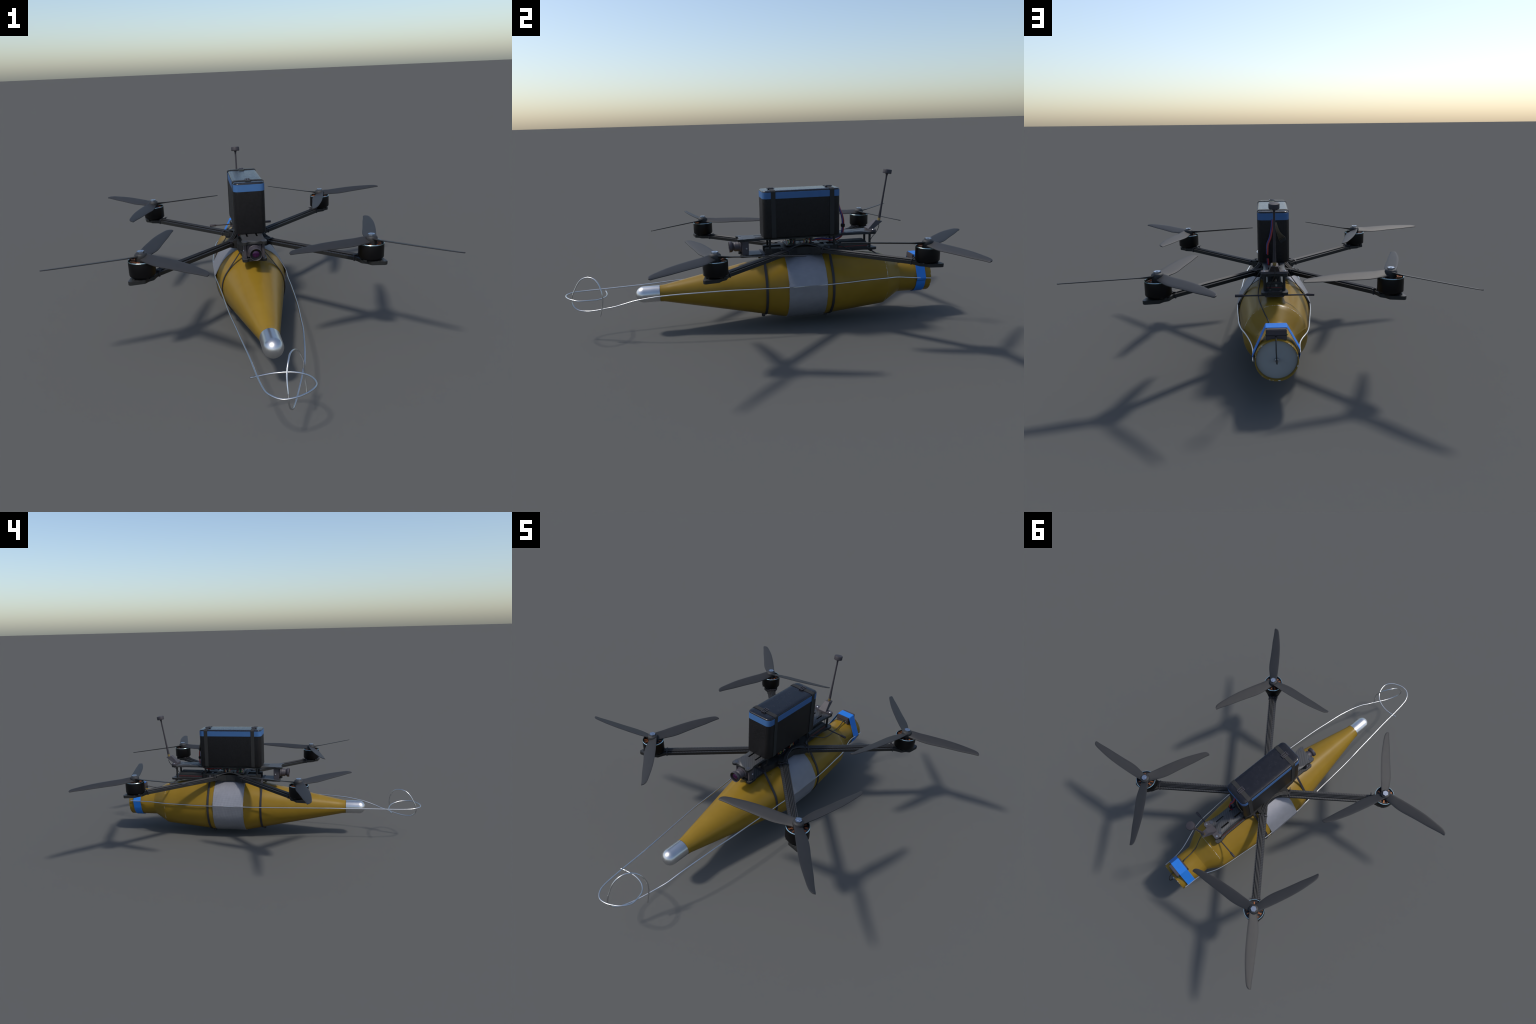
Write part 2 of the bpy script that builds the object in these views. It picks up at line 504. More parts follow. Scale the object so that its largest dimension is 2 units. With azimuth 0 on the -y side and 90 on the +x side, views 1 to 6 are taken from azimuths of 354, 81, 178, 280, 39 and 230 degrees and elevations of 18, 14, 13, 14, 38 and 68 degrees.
wire_right = [(.0935, .922, .195), (.0935, .889, .198), (.0940, .854, .201), (.097, .818, .206), (.104, .781, .212),
              (.117, .74, .22), (.132, .7, .226), (.147, .661, .229), (.156, .624, .231), (.162, .587, .232),
              (.167, .523, .232), (.172, .458, .23), (.176, .394, .229), (.178, .331, .228), (.1782, .2, .2275),
              (.177, .11, .2275), (.17, .018, .228), (.167, -.073, .229), (.162, -.163, .23), (.157, -.253, .229),
              (.151, -.341, .227), (.142, -.43, .224), (.134, -.518, .219), (.126, -.576, .212), (.114, -.65, .199),
              (.1, -.715, .18), (.085, -.755, .167), (.073, -.789, .159), (.061, -.82, .151), (.049, -.851, .144),
              (.037, -.882, .139), (.025, -.913, .138), (.013, -.943, .143), (.001, -.965, .161), (-.005, -.972, .189),
              (-.005, -.964, .22), (-.005, -.95, .248), (-.002, -.934, .276), (.007, -.911, .3), (.019, -.881, .311),
              (.037, -.851, .307), (.055, -.829, .29), (.067, -.817, .265), (.076, -.81, .238), (.079, -.809, .208),
              (.08, -.813, .177), (.082, -.82, .147), (.082, -.827, .122)]
tube("steel_wire", wire_left, 0.0032, "wire", n=6)
tube("steel_wire", wire_right, 0.0032, "wire", n=6)


# ----------------------------------------------------------------- big cable ties round body and frame
def big_tie(y, R, top_x, top_z):
    """Closed flat band: straight from the frame edge to the tangent point, then round the belly."""
    d = math.hypot(top_x, top_z - AX)
    a0 = math.atan2(top_z - AX, top_x)
    at = a0 - math.acos(min(1, R / d))               # tangent angle on the +x side
    sec = []
    n = 56
    for k in range(n + 1):
        a = at + (-PI - 2 * at) * k / n              # clockwise through the bottom to the -x tangent
        sec.append((R * math.cos(a), AX + R * math.sin(a)))
    sec += [(-top_x, top_z), (top_x, top_z)]
    bm = bmesh.new()
    hw, th = 0.0062, 0.0032
    rings = []
    m = len(sec)
    for i, (x, z) in enumerate(sec):
        p = Vector((x, 0, z)); c = Vector((0, 0, AX))
        o = (p - c).normalized() * th
        rings.append([bm.verts.new((q.x, yy, q.z)) for q, yy in
                      ((p, y - hw), (p + o, y - hw), (p + o, y + hw), (p, y + hw))])
    for i in range(m):
        A, B = rings[i], rings[(i + 1) % m]
        for k in range(4):
            bm.faces.new((A[k], A[(k + 1) % 4], B[(k + 1) % 4], B[k]))
    t = add("cable_tie", finish(bm, "cable_tie", 30), "tie")
    return t


tie_f = big_tie(0.0110, 0.1515, 0.056, 0.379)
tie_b = big_tie(0.3550, 0.1722, 0.066, 0.402)
box("tie_head", (0.004, 0.009, 0.033), (0.016, 0.018, 0.016), 0.0025, mat="tie", parent=tie_f)
box("tie_head", (-0.003, 0.354, 0.0115), (0.016, 0.018, 0.023), 0.0025, mat="tie", parent=tie_b)


# ----------------------------------------------------------------- control box under the blue strap on the tail
cbox = box("control_box", (0, 0.8730, 0.2965), (0.0815, 0.0760, 0.0460), 0.0025, mat="box")
bm = bmesh.new()
for y in (0.8735 - 0.0388, 0.8735 + 0.0388):
    box_into(bm, (0, y, 0.2950), (0.0800, 0.0012, 0.0012))
for x in (-0.0411, 0.0411):
    box_into(bm, (x, 0.8735, 0.2950), (0.0012, 0.076, 0.0012))
add("box_seam", finish(bm, "box_seam"), "glassring", cbox)
for i, (x, col) in enumerate(((0.003, "green"), (0.009, "red"), (0.0145, "green"), (0.020, "green"), (0.025, "chip"))):
    box("pin_connector", (x, 0.8345, 0.2915 + 0.0015 * (i % 2)), (0.0042, 0.0040, 0.0042), 0.0006, mat=col, parent=cbox)
for i, (x, z) in enumerate(((-0.0425, 0.296), (0.0425, 0.2965))):
    box("pin_connector", (x, 0.905, z), (0.004, 0.0045, 0.0045), 0.0006, mat="green", parent=cbox)


def strap_loop(name, y0, y1, th, path_pts, mat, parent=None):
    """Closed band of given width along y following a closed xz path (counter-clockwise)."""
    bm = bmesh.new()
    n = len(path_pts)
    rings = []
    for i in range(n):
        p = Vector(path_pts[i]); a = Vector(path_pts[i - 1]); c = Vector(path_pts[(i + 1) % n])
        t = (c - a).normalized()
        o = Vector((t.y, -t.x)) * th
        q = p + o
        rings.append([bm.verts.new((p.x, y0, p.y)), bm.verts.new((q.x, y0, q.y)),
                      bm.verts.new((q.x, y1, q.y)), bm.verts.new((p.x, y1, p.y))])
    for i in range(n):
        A, B = rings[i], rings[(i + 1) % n]
        for k in range(4):
            bm.faces.new((A[k], A[(k + 1) % 4], B[(k + 1) % 4], B[k]))
    return add(name, finish(bm, name, 25), mat, parent)


pts = []
for k in range(33):                                   # below the wires, round the tail tube
    a = math.radians(188 + (352 - 188) * k / 32)
    pts.append((0.0885 * math.cos(a), AX + 0.0885 * math.sin(a)))
right = [(0.0945, 0.1905), (0.0960, 0.1985)]
left = [(-0.0960, 0.2190), (-0.0945, 0.2120)]
blue_path = pts + right + [(0.0422, 0.3185), (0.0405, 0.3198), (-0.0405, 0.3198), (-0.0422, 0.3185)] + left
strap_loop("blue_tape_strap", 0.8425, 0.8930, 0.0016, blue_path, "blue")

tube("signal_wire", [(0.002, 0.908, 0.291), (0.002, 0.925, 0.288), (0.0022, 0.944, 0.270), (0.0018, 0.955, 0.235),
                     (0.0005, 0.957, 0.208), (0.0, 0.950, 0.193), (0.0, 0.935, 0.1915)], 0.0026, "cable", n=8)
tube("signal_wire", [(0.056, 0.405, 0.409), (0.063, 0.432, 0.398), (0.067, 0.470, 0.378), (0.073, 0.510, 0.357), (0.073, 0.555, 0.342),
                     (0.066, 0.610, 0.331), (0.055, 0.662, 0.322), (0.043, 0.696, 0.306), (0.031, 0.726, 0.292), (0.024, 0.760, 0.286),
                     (0.020, 0.790, 0.289), (0.016, 0.818, 0.296), (0.013, 0.836, 0.292)],
     0.0026, "cable", n=8)


# ----------------------------------------------------------------- frame plates, standoffs, hub
def mirror_outline(half):
    return half + [(-x, y) for x, y in reversed(half) if x > 1e-6]


top_half = [(0.0, -0.1105), (0.031, -0.1105), (0.036, -0.1205), (0.050, -0.1215), (0.0565, -0.113), (0.0570, -0.088), (0.0500, -0.070),
            (0.0500, 0.000), (0.0540, 0.030), (0.0540, 0.395), (0.0480, 0.430), (0.0480, 0.520), (0.0540, 0.570),
            (0.0590, 0.590), (0.0590, 0.610), (0.0510, 0.6215), (0.0380, 0.6215), (0.0300, 0.612), (0.0, 0.612)]
low_half = [(0.0, -0.098), (0.028, -0.098), (0.034, -0.1085), (0.050, -0.1095), (0.0560, -0.101), (0.0560, -0.058), (0.0505, -0.048),
            (0.0505, 0.010), (0.0580, 0.050), (0.0640, 0.110), (0.0640, 0.330), (0.0500, 0.400), (0.0500, 0.550), (0.0580, 0.585), (0.0600, 0.600),
            (0.0590, 0.616), (0.0500, 0.6250), (0.0360, 0.6240), (0.0300, 0.614), (0.0, 0.614)]
top_plate = add("top_plate", prism("top_plate", rounded(mirror_outline(top_half), 0.006), 0.4515, 0.4638, 0.0012), "plate")
cut(top_plate, [((sx * 0.0225, y, 0.46), (0.0085, 0.052, 0.05)) for sx in (-1, 1) for y in (0.530, 0.435, -0.002)])
low_plate = add("bottom_plate", prism("bottom_plate", rounded(mirror_outline(low_half), 0.006), 0.3675, 0.3800, 0.0012), "plate")

for pl in (top_plate, low_plate):
    pl.data.materials.append(MAT["armside"])
    for p in pl.data.polygons:
        p.material_index = 0 if abs(p.normal.z) > 0.9 else 1

so_me = lathe("standoff", [(0.0, 0.0), (0.0062, 0.0), (0.0062, 0.0730), (0.0, 0.0730)], 14)
so_me.materials.append(MAT["frame"])
for y in (0.048, 0.177, 0.264, 0.392, 0.588):
    for x in (-0.0425, 0.0425):
        add("standoff", so_me, None, None, Matrix.Translation((x, y, 0.3795)))
bolt_me = lathe("plate_bolt", [(0.0, 0.0022), (0.0062, 0.0018), (0.0085, 0.0), (0.0085, -0.004)], 20)
bolt_me.materials.append(MAT["tailplate"])
flatbolt_me = lathe("flush_bolt", [(0.0, 0.0006), (0.0088, 0.0006), (0.0095, -0.002)], 20)
flatbolt_me.materials.append(plain("flush_bolt_dark", (0.055, 0.062, 0.078), 0.4, 0.3, 0.05, 60) )
for x in (-0.040, 0.040):
    add("flush_bolt", flatbolt_me, None, top_plate, Matrix.Translation((x, -0.1000, 0.4641)))
    add("flush_bolt", flatbolt_me, None, top_plate, Matrix.Translation((x * 0.98, 0.5780, 0.4641)))

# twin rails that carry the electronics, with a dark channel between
rail = [(0.0230, 0.0220), (0.0470, 0.0220), (0.0530, 0.0290), (0.0560, 0.0420), (0.0635, 0.0560), (0.0635, 0.3780), (0.0560, 0.3920),
        (0.0530, 0.4050), (0.0470, 0.4120), (0.0230, 0.4120)]
for sx in (-1, 1):
    add("side_rail", prism("side_rail", [(sx * x, y) for x, y in rail][::sx], 0.3803, 0.4075, 0.0020), "frame")
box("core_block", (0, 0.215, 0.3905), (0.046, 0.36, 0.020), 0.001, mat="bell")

hub_half = [(0.0, 0.112), (0.050, 0.112), (0.082, 0.108), (0.108, 0.136), (0.0665, 0.1870), (0.0665, 0.2510), (0.108, 0.302), (0.082, 0.330),
            (0.050, 0.326), (0.0, 0.326)]
add("arm_hub", prism("arm_hub", rounded(mirror_outline(hub_half), 0.004, 2), 0.3705, 0.4080, 0.0015), "frame")

# ----------------------------------------------------------------- arms
CX, CY = 0.0, 0.219
ARM_L = 0.6887
arm_half = [(0.0758, 0.000), (0.0755, 0.0055), (0.0725, 0.0095), (0.0290, 0.0405), (0.0245, 0.0420), (0.0060, 0.0360), (0.0010, 0.0355),
            (-0.0185, 0.0415), (-0.0230, 0.0415), (-0.0500, 0.0270), (-0.0560, 0.0242), (-0.0600, 0.0235), (-0.590, 0.0235)]
arm_outline = [(a, b) for a, b in arm_half] + [(a, -b) for a, b in reversed(arm_half) if b > 0]
arm_me = prism("arm", arm_outline, 0.3820, 0.3982, 0.0010)
arm_me.materials.append(MAT["arm"])
arm_me.materials.append(MAT["armside"])
for p in arm_me.polygons:
    p.material_index = 0 if abs(p.normal.z) > 0.9 else 1



def motor_cables(side):
    """Three leads: straight along the arm, then turning along the hub up to the board."""
    mid = [(-0.030, 0.0, 0.4000), (-0.062, 0.0, 0.4010), (-0.090, 0.0, 0.4012), (-0.300, 0.0, 0.4012), (-0.525, 0.0, 0.4012),
           (-0.5537, 0.0005, 0.4035), (-0.5800, 0.0050, 0.4095), (-0.6060, 0.0150, 0.4160), (-0.6310, 0.0310, 0.4205), (-0.6500, 0.0440, 0.4220)]
    path = catmull([(a, -side * b, z) for a, b, z in mid], 8)
    bm = bmesh.new()
    for k, off in enumerate((-0.0076, 0.0, 0.0076)):
        pts = []
        for i, p in enumerate(path):
            t = (path[min(i + 1, len(path) - 1)] - path[max(i - 1, 0)])
            nrm = Vector((-t.y, t.x, 0)).normalized()
            w = max(0.0, (-0.54 - p.x) / 0.11)
            pts.append(p + nrm * (off * (1.0 - 0.25 * w)) + Vector((0, 0, 0.0022 * w * (k - 1) * side)))
        sweep(bm, pts, 0.0036, 8)
    me = finish(bm, "motor_cable", 60)
    me.materials.append(MAT["cable"])
    return me


dark_strip_me = prism("dark_cable_strip", [(-0.560, -0.0128), (-0.058, -0.0128), (-0.058, 0.0128), (-0.560, 0.0128)], 0.3975, 0.3990)  # thin near-black strip under the cables, just above the arm top; darkens the gaps between them
dark_strip_me.materials.append(MAT["bell"])
CABLES = {1: motor_cables(1), -1: motor_cables(-1)}

tie_me_bm = bmesh.new()
ring = [(-0.0247, 0.3808), (0.0247, 0.3808), (0.0247, 0.3992), (0.0125, 0.4058), (-0.0125, 0.4058), (-0.0247, 0.3992)]
n = len(ring)
vr = []
for b, z in ring:
    o = Vector((b, z - 0.393)).normalized() * 0.0016
    vr.append([tie_me_bm.verts.new((-0.0025, b, z)), tie_me_bm.verts.new((-0.0025, b + o.x, z + o.y)),
               tie_me_bm.verts.new((0.0025, b + o.x, z + o.y)), tie_me_bm.verts.new((0.0025, b, z))])
for i in range(n):
    A, B = vr[i], vr[(i + 1) % n]
    for k in range(4):
        tie_me_bm.faces.new((A[k], A[(k + 1) % 4], B[(k + 1) % 4], B[k]))
box_into(tie_me_bm, (0.0, 0.0200, 0.4060), (0.0075, 0.0085, 0.0065), 0.001)
box_into(tie_me_bm, (0.0, 0.0280, 0.4080), (0.0040, 0.0120, 0.0020))
tie_me = finish(tie_me_bm, "small_tie", 30)
tie_me.materials.append(MAT["tie"])

# ----------------------------------------------------------------- motor
bell_me = lathe("motor_bell", [(0.0510, 0.4660), (0.0515, 0.4695), (0.0550, 0.4695), (0.0555, 0.4680), (0.0555, 0.4115), (0.0545, 0.4085),
                               (0.0455, 0.4015), (0.0, 0.4015)], 64)
bell_me.materials.append(MAT["bell"])
rim_me = lathe("motor_rim", [(0.0518, 0.4660), (0.0518, 0.4708), (0.0525, 0.4722), (0.0545, 0.4722), (0.0556, 0.4708), (0.0557, 0.4688)], 64)
rim_me.materials.append(MAT["rim"])
stat_me = lathe("motor_stator", [(0.0, 0.4630), (0.0519, 0.4630), (0.0519, 0.4700)], 48)
stat_me.materials.append(MAT["stator"])
wind_bm = bmesh.new()
for k in range(12):
    a = 2 * PI * k / 12
    M = Matrix.Rotation(a, 4, "Z")
    box_into(wind_bm, (0.0365, 0, 0.4620), (0.0160, 0.0060, 0.0105), 0.0022, M)
wind_me = finish(wind_bm, "copper_winding", 40)
wind_me.materials.append(MAT["copper"])
base_me = lathe("motor_base", [(0.0, 0.4030), (0.026, 0.4030), (0.029, 0.3980), (0.0, 0.3980)], 32)
bmb = bmesh.new(); bmb.from_mesh(base_me)
for k in range(4):
    a = PI / 4 + PI / 2 * k
    M = Matrix.Rotation(a, 4, "Z")
    box_into(bmb, (0.034, 0, 0.4000), (0.034, 0.012, 0.0060), 0.0012, M)
base_me = finish(bmb, "motor_base", 30)
base_me.materials.append(MAT["frame"])

# ----------------------------------------------------------------- propeller
lead = [(0.010, 0.0200), (0.030, 0.0225), (0.060, 0.0248), (0.090, 0.0272), (0.120, 0.0290), (0.150, 0.0304), (0.180, 0.0313), (0.210, 0.0320),
        (0.240, 0.0318), (0.270, 0.0304), (0.300, 0.0280), (0.330, 0.0248), (0.355, 0.0222), (0.370, 0.0192), (0.380, 0.0158), (0.388, 0.0105),
        (0.3930, 0.0030)]
trail = [(0.010, -0.0180), (0.030, -0.0200), (0.060, -0.0240), (0.085, -0.0278), (0.110, -0.0291), (0.135, -0.0284), (0.160, -0.0258),
         (0.190, -0.0226), (0.240, -0.0185), (0.300, -0.0143), (0.340, -0.0095), (0.370, -0.0066), (0.385, -0.0062), (0.3930, -0.0050)]


def lin(tab, r):
    for (a, va), (b, vb) in zip(tab, tab[1:]):
        if r <= b:
            t = max(0, (r - a) / (b - a))
            return va + (vb - va) * t
    return tab[-1][1]


def blade_mesh(sign):
    bm = bmesh.new()
    Rs = [0.010 + 0.010 * k for k in range(37)] + [0.3760, 0.3800, 0.3830, 0.3860, 0.3890, 0.3910, 0.3930]
    rows = []
    nc = 10
    for r in Rs:
        ld = (lin(lead, r - 0.01) + lin(lead, r) + lin(lead, min(0.3930, r + 0.01))) / 3 if r < 0.37 else lin(lead, r)
        tr = (lin(trail, r - 0.01) + lin(trail, r) + lin(trail, min(0.3930, r + 0.01))) / 3 if r < 0.37 else lin(trail, r)
        pitch = math.radians(15.3 + 9.0 * max(0, 1 - r / 0.07))
        th = 0.0050 + 0.0040 * max(0, 1 - r / 0.08) - 0.0008 * r / 0.39
        ld, tr = ld + 0.0010, tr - 0.0010
        up, lo = [], []
        for k in range(nc + 1):
            q = k / nc
            c = tr + (ld - tr) * q
            edge = min(q, 1 - q) * (ld - tr)
            half = 0.5 * th * min(1.0, 0.55 + 0.45 * edge / 0.004)
            cz = 0.4840 + c * math.tan(pitch) + 0.0010 * 4 * q * (1 - q)
            up.append((c, cz + half)); lo.append((c, cz - half))
        rows.append([bm.verts.new((r, sign * c, z)) for c, z in up + lo[::-1]])
    m = len(rows[0])
    for A, B in zip(rows, rows[1:]):
        for k in range(m):
            bm.faces.new((A[k], A[(k + 1) % m], B[(k + 1) % m], B[k]))
    bm.faces.new(rows[0]); bm.faces.new(rows[-1][::-1])
    me = finish(bm, "blade", 40)
    me.materials.append(MAT["prop"])
    return me


BLADE = {1: blade_mesh(1), -1: blade_mesh(-1)}
hub_me = lathe("propeller_hub", [(0.0, 0.5020), (0.0160, 0.5020), (0.0200, 0.5010), (0.0240, 0.4980), (0.0264, 0.4925), (0.0264, 0.4830),
                                 (0.0252, 0.4770), (0.0240, 0.4720), (0.0236, 0.4600), (0.0, 0.4600)], 40)
hub_me.materials.append(MAT["prop"])
nbm = bmesh.new()
hexo = [(0.0158 * math.cos(PI / 3 * k), 0.0158 * math.sin(PI / 3 * k)) for k in range(6)]
prism_into(nbm, hexo, 0.5005, 0.5088)
lathe_into(nbm, [(0.0, 0.5102), (0.0052, 0.5102), (0.0052, 0.5080)], 20)
nut_me = finish(nbm, "hub_nut", 25)
nut_me.materials.append(MAT["nut"])

# (sx, sy, first blade angle, spin sign, nut turn)
MOTORS = [(-1, -1, 72.4, 1, 10), (1, -1, 77.0, -1, 25), (-1, 1, 17.0, -1, 40), (1, 1, 12.3, 1, 5)]
for sx, sy, a0, spin, turn in MOTORS:
    mx, my = CX + sx * 0.4878, CY + sy * 0.4872
    ang = math.atan2(sy, sx)
    A = Matrix.Translation((mx, my, 0)) @ Matrix.Rotation(ang, 4, "Z")
    arm = add("arm", arm_me, None, None, A)
    off = 0.004 * (1 if (sx, sy) == (1, -1) else -1 if (sx, sy) == (-1, 1) else 0)
    add("motor_cable", CABLES[sx * sy], None, arm, Matrix.Translation((0, off, 0)))
    add("dark_cable_strip", dark_strip_me, None, arm, Matrix.Translation((0, off, 0)))
    flip = Matrix.Scale(1 if sx * sy > 0 else -1, 4, (0, 1, 0))
    add("small_tie", tie_me, None, arm, Matrix.Translation((-0.0680, 0, 0)) @ flip)
    add("small_tie", tie_me, None, arm, Matrix.Translation((-0.5420, 0, 0)) @ flip)
    T = Matrix.Translation((mx, my, 0))
    motor = add("motor", bell_me, None, None, T)
    add("motor_rim", rim_me, None, motor)
    add("motor_stator", stat_me, None, motor)
    add("copper_winding", wind_me, None, motor, Matrix.Rotation(random.uniform(0, 0.5), 4, "Z"))
    add("motor_base", base_me, None, motor)
    prop = add("propeller", hub_me, None, None, T)
    for k in range(3):
        add("blade", BLADE[spin], None, prop, Matrix.Rotation(math.radians(a0 + 120 * k), 4, "Z"))
    add("hub_nut", nut_me, None, prop, Matrix.Rotation(math.radians(turn), 4, "Z"))


# ----------------------------------------------------------------- battery
BX, BY0, BY1, BZ0, BZ1 = 0.0722, 0.0120, 0.4172, 0.4642, 0.7070


def lofted_box(name, levels, r0):
    """levels: (inset, z); rounded-rectangle rings joined into a closed body."""
    bm = bmesh.new()
    rings = []
    for ins, z in levels:
        o = round_rect(BX - ins, BY0 + ins, BY1 - ins, max(0.004, r0 - ins), 8)
        rings.append([bm.verts.new((x, y, z)) for x, y in o])
    n = len(rings[0])
    for A, B in zip(rings, rings[1:]):
        for k in range(n):
            bm.faces.new((A[k], A[(k + 1) % n], B[(k + 1) % n], B[k]))
    bm.faces.new(rings[0][::-1]); bm.faces.new(rings[-1])
    return finish(bm, name, 40)


batt = add("battery", lofted_box("battery", [(0.006, BZ0), (0.002, BZ0 + 0.002), (0.0, BZ0 + 0.007), (0.0, 0.6995)], 0.024), "batt")
add("battery_cap", lofted_box("battery_cap", [(0.0008, 0.6985), (0.0006, 0.7000), (0.0014, 0.7030), (0.0040, 0.7055), (0.0085, 0.7068), (0.0220, 0.7072)], 0.024),
    "batttop", batt)
add("blue_band", lofted_box("blue_band", [(0.0006, 0.6660), (-0.0007, 0.6665), (-0.0007, 0.6985), (0.0006, 0.6992)], 0.024), "bluewrap", batt)

for y0 in (0.0545, 0.3610):
    w = BX + 0.0006
    path = [(-w + 0.006, BZ0 - 0.0012), (w - 0.006, BZ0 - 0.0012), (w - 0.001, BZ0 + 0.003), (w, BZ0 + 0.010), (w, 0.55), (w, 0.7010), (w - 0.0020, 0.7045), (w - 0.007, 0.7070),
            (w - 0.018, 0.7078), (0.018, 0.7080), (0.010, 0.7100), (-0.010, 0.7100), (-0.018, 0.7080), (-w + 0.018, 0.7078), (-w + 0.007, 0.7070), (-w + 0.0020, 0.7045), (-w, 0.7010), (-w, 0.55),
            (-w, BZ0 + 0.010), (-w + 0.001, BZ0 + 0.003)]
    st = strap_loop("battery_strap", y0, y0 + 0.0228, 0.0016, path, "strap", batt)
    bm = bmesh.new()
    yc = y0 + 0.0114
    hx, hy, t, z = 0.0105, 0.0165, 0.0034, 0.7128
    for c, s in (((hx, yc, z), (t, 2 * hy + t, 0.0040)), ((-hx, yc, z), (t, 2 * hy + t, 0.0040)),
                 ((0, yc + hy, z), (2 * hx - t, t, 0.0040)), ((0, yc - hy, z), (2 * hx - t, t, 0.0040)), ((-0.001, yc, z + 0.0004), (0.0036, 2 * hy - t, 0.0030))):
        box_into(bm, c, s, 0.0006)
    add("buckle", finish(bm, "buckle", 30), "buckle", batt)

# power leads with plug
tube("power_lead", [(0.0010, 0.414, 0.672), (0.0020, 0.421, 0.640), (0.0120, 0.4330, 0.590), (0.0245, 0.4420, 0.560), (0.0275, 0.4480, 0.530),
                    (0.0270, 0.4480, 0.500), (0.0245, 0.4460, 0.470), (0.0240, 0.4400, 0.447), (0.0240, 0.4200, 0.4320), (0.022, 0.385, 0.4250), (0.018, 0.330, 0.4330), (0.012, 0.28, 0.428)],
     0.0036, "redwire", batt)
tube("power_lead", [(0.0065, 0.414, 0.674), (0.0080, 0.420, 0.640), (0.0170, 0.4285, 0.590), (0.0290, 0.4350, 0.560), (0.0310, 0.4400, 0.530),
                    (0.0300, 0.4400, 0.500), (0.0285, 0.4380, 0.470), (0.0290, 0.4320, 0.450), (0.030, 0.4100, 0.4400), (0.028, 0.37, 0.4350), (0.022, 0.320, 0.4400), (0.012, 0.27, 0.432)],
     0.0036, "bluewire", batt)
box("lead_plug", (0.0280, 0.4440, 0.5030), (0.0190, 0.0185, 0.0180), 0.0020, mat="glassring", parent=batt)
for k in range(6):
    f = (k - 2.5) / 2.5
    tube("balance_lead", [(-0.0120 + 0.0020 * f, 0.414, 0.664), (-0.0150 + 0.0045 * f, 0.4205, 0.640), (-0.0235 + 0.0085 * f, 0.4235, 0.612 + 0.002 * f),
                          (-0.0420 + 0.0130 * f, 0.4240, 0.5765 - 0.0085 * f)], 0.0012, "tan", batt, n=6, seg=6)
plugR = Matrix.Translation((-0.0435, 0.4240, 0.5725)) @ Matrix.Rotation(math.radians(32), 4, "Y")
box("balance_plug", (0, 0, 0), (0.030, 0.009, 0.0135), 0.001, plugR, "frame", batt)


# ----------------------------------------------------------------- electronics between the plates
board = box("circuit_board", (0, 0.222, 0.4180), (0.112, 0.180, 0.0042), 0.0005, mat="pcb")
box("circuit_board", (0, 0.222, 0.4385), (0.092, 0.130, 0.0040), 0.0005, mat="pcb")
rng = random.Random(11)
for k in range(14):
    sx = -1 if k % 2 else 1
    y = 0.150 + 0.0105 * k
    box("chip", (sx * rng.uniform(0.036, 0.046), y, 0.4235), (rng.uniform(0.005, 0.010), rng.uniform(0.006, 0.011), 0.004), 0.0005,
        mat=rng.choice(["glassring", "chip", "pcb", "frame"]), parent=board)
cols = ["redwire", "yellow", "green", "cable", "redwire", "yellow", "chip"]
for sx in (-1, 1):
    for j, yb in enumerate((0.140, 0.165, 0.225, 0.250)):
        for i in range(3):
            y = yb + 0.0042 * i
            h = rng.uniform(0.433, 0.446)
            tube("hookup_wire", [(sx * 0.036, y, 0.4220), (sx * (0.046 + rng.uniform(0, 0.006)), y + rng.uniform(-.006, .006), 0.426),
                                 (sx * (0.048 + rng.uniform(0, 0.004)), y + rng.uniform(-.008, .008), h), (sx * 0.038, y + rng.uniform(-.012, .012), 0.4440)],
                 0.0012, cols[(i + 2 * j) % 7], board, n=5, seg=6)
vtx = box("video_transmitter", (0, 0.4960, 0.3885), (0.0860, 0.164, 0.0330), 0.002, mat="vtx")
bm = bmesh.new()
prism_into(bm, [(-0.0405, 0.4035), (0.0405, 0.4035), (0.0395, 0.4080), (0.0300, 0.4150), (-0.0300, 0.4150), (-0.0395, 0.4080)], 0.4200, 0.5700, 0.0015,
           Matrix(((1, 0, 0, 0), (0, 0, 1, 0), (0, 1, 0, 0), (0, 0, 0, 1))))
for k in range(7):
    box_into(bm, (-0.024 + 0.008 * k, 0.4960, 0.4155), (0.0036, 0.140, 0.0030), 0.0006)
add("heat_sink", finish(bm, "heat_sink", 30), "vtx", vtx)
bm = bmesh.new()
for x in (-0.0432, 0.0432):
    box_into(bm, (x, 0.496, 0.3905), (0.0012, 0.160, 0.0022))
for y in (0.4142, 0.5778):
    box_into(bm, (0, y, 0.3905), (0.0700, 0.0012, 0.0022))
add("red_stripe", finish(bm, "red_stripe"), "red", vtx)
box("antenna_socket", (0.020, 0.5795, 0.3800), (0.0085, 0.006, 0.0085), 0.001, mat="chip", parent=vtx)
box("antenna_socket", (-0.008, 0.5795, 0.4010), (0.0085, 0.006, 0.0085), 0.001, mat="chip", parent=vtx)


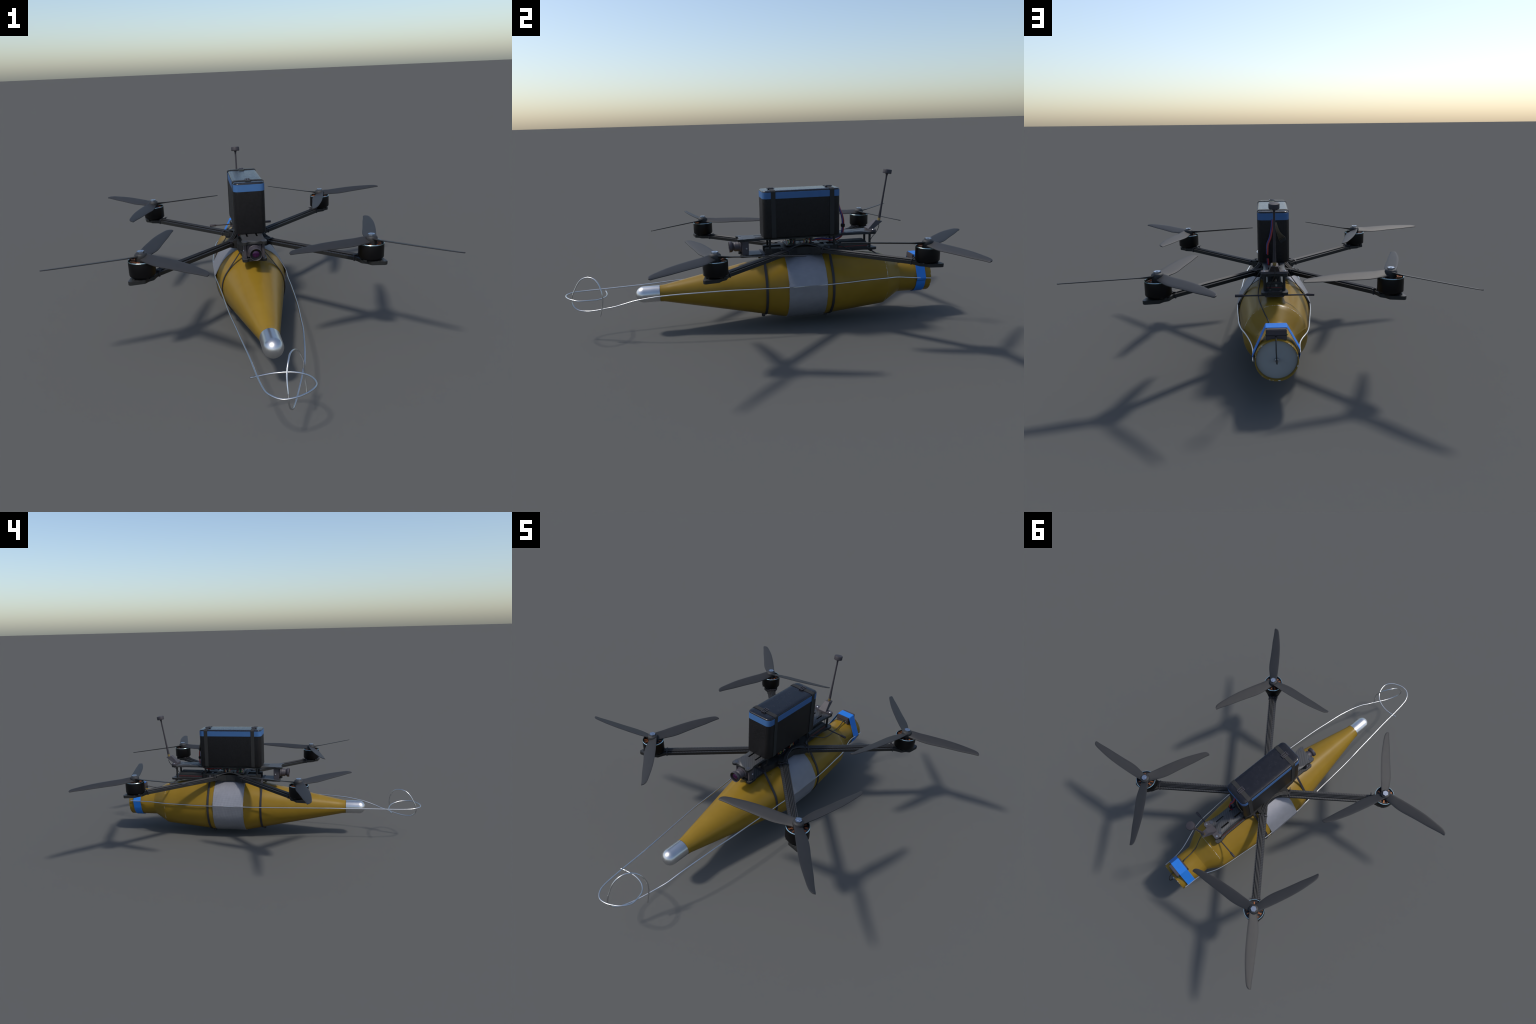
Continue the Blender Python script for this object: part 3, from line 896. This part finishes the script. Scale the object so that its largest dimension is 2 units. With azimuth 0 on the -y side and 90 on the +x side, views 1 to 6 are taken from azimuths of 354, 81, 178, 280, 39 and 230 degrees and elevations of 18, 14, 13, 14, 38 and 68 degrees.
# ----------------------------------------------------------------- camera
cam = box("camera", (0, -0.0800, 0.4170), (0.0660, 0.0380, 0.0580), 0.003, mat="camera")
LENS = Matrix.Translation((0, 0, 0.4175)) @ Matrix.Rotation(-PI / 2, 4, "X")
add("lens_barrel", lathe("lens_barrel", [(0.0, -0.095), (0.0300, -0.095), (0.0300, -0.1030), (0.0285, -0.1060), (0.0262, -0.1075), (0.0262, -0.1160), (0.0250, -0.1180), (0.0250, -0.1300), (0.0235, -0.1345),
                                         (0.0195, -0.1375), (0.0195, -0.1395), (0.0262, -0.1450), (0.0280, -0.1480), (0.0286, -0.1590),
                                         (0.0284, -0.1605), (0.0272, -0.1612), (0.0258, -0.1600), (0.0254, -0.1520)], 56, LENS), "camera", cam)
add("lens_ring", lathe("lens_ring", [(0.0256, -0.1575), (0.0230, -0.1555), (0.0140, -0.1540), (0.0, -0.1540)], 48, LENS), "glassring", cam)
add("lens_glass", lathe("lens_glass", [(0.0160, -0.1540), (0.0130, -0.1560), (0.0075, -0.1576), (0.0, -0.1582)], 48, LENS), "lens", cam)
for sx in (-1, 1):
    side = box("camera_bracket", (sx * 0.0415, -0.0805, 0.4160), (0.0125, 0.0330, 0.0735), 0.002, mat="print", parent=cam)
    add("bracket_screw", lathe("bracket_screw", [(0.0, 0.0026), (0.0030, 0.0024), (0.0048, 0.0)], 16,
                               Matrix.Translation((sx * 0.0478, -0.0745, 0.4130)) @ Matrix.Rotation(sx * PI / 2, 4, "Y")), "screw", cam)
box("camera_clip", (0.0, -0.104, 0.3845), (0.030, 0.012, 0.008), 0.001, mat="frame", parent=cam)


# ----------------------------------------------------------------- video antenna and its mount
mount_half = [(0.0, 0.5830), (0.040, 0.5890), (0.050, 0.5900), (0.0590, 0.5960), (0.0600, 0.6060), (0.0570, 0.6170), (0.0480, 0.6215), (0.0390, 0.6195), (0.0240, 0.6190), (0.0, 0.6190)]
mount = add("antenna_mount", prism("antenna_mount", rounded(mirror_outline(mount_half), 0.003, 2), 0.4640, 0.4745, 0.0012), "print")
bm = bmesh.new()
low = [(0.0255, 0.5860), (-0.0255, 0.5860), (-0.0230, 0.6185), (0.0230, 0.6185)]
w0 = [bm.verts.new((x, y, 0.4740)) for x, y in low]
w1 = [bm.verts.new(v) for v in ((0.0150, 0.6310, 0.5175), (-0.0150, 0.6310, 0.5175), (-0.0150, 0.6690, 0.5100), (0.0150, 0.6690, 0.5100))]
bm.faces.new(w0); bm.faces.new(w1)
for k in range(4):
    k2 = (k + 1) % 4
    bm.faces.new((w0[k], w0[k2], w1[k2], w1[k]))
bmesh.ops.bevel(bm, geom=bm.edges[:], offset=0.0012, segments=2, affect="EDGES")
add("mount_wedge", finish(bm, "mount_wedge", 14), "print", mount)
for x in (-0.0450, 0.0450):
    add("mount_screw", lathe("mount_screw", [(0.0, 0.0026), (0.0036, 0.0022), (0.0058, 0.0)], 20, Matrix.Translation((x, 0.6055, 0.4743))), "screw", mount)
base, topp = Vector((0.0, 0.6530, 0.5095)), Vector((-0.0003, 0.6978, 0.7845))
axis = (topp - base).normalized()
AM = Matrix.Translation(base) @ axis.to_track_quat("Z", "Y").to_matrix().to_4x4()
H = (topp - base).length
ant = add("antenna", lathe("antenna", [(0.0, 0.014), (0.0074, 0.0150), (0.0072, 0.030), (0.0056, 0.075), (0.0048, 0.150), (0.0046, H - 0.040), (0.0052, H - 0.030), (0.0085, H - 0.0215), (0.0, H - 0.021)], 20, AM), "mast")
add("antenna_cap", lathe("antenna_cap", [(0.0, H - 0.0225), (0.0215, H - 0.0225), (0.0230, H - 0.0210), (0.0234, H - 0.0040), (0.0215, H - 0.0008), (0.0185, H), (0.0, H)], 40, AM), "mast", ant)
add("antenna_fitting", lathe("antenna_fitting", [(0.0, 0.0), (0.0105, 0.0), (0.0105, 0.0030), (0.0076, 0.0035), (0.0076, 0.0180), (0.0, 0.0180)], 16, AM), "brass", ant)
add("antenna_nut", lathe("antenna_nut", [(0.0, -0.001), (0.0120, -0.001), (0.0120, 0.0022), (0.0, 0.0022)], 6, AM, 20), "nut", ant)
tube("antenna_lead", [(0.0, 0.6530, 0.5000), (-0.002, 0.6550, 0.480), (0.003, 0.640, 0.452), (0.012, 0.612, 0.425), (0.020, 0.595, 0.400), (0.020, 0.583, 0.382)], 0.0018, "cable", ant, n=8, seg=8)

# ----------------------------------------------------------------- receiver T antenna under the tail of the frame
rx = box("receiver_antenna", (0, 0.598, 0.3600), (0.0880, 0.014, 0.0120), 0.003, mat="mast")
for sx in (-1, 1):
    bm = bmesh.new()
    M = Matrix.Translation((0, 0.5965, 0.3610)) @ Matrix.Rotation(sx * PI / 2, 4, "Y")
    lathe_into(bm, [(0.0, 0.03), (0.0036, 0.03), (0.0034, 0.142), (0.0, 0.142)], 14, M)
    lathe_into(bm, [(0.0, 0.139), (0.0040, 0.139), (0.0062, 0.1440), (0.0064, 0.1740), (0.0055, 0.1755), (0.0, 0.1755)], 16, M)
    add("antenna_rod", finish(bm, "antenna_rod", 35), "mast", rx)
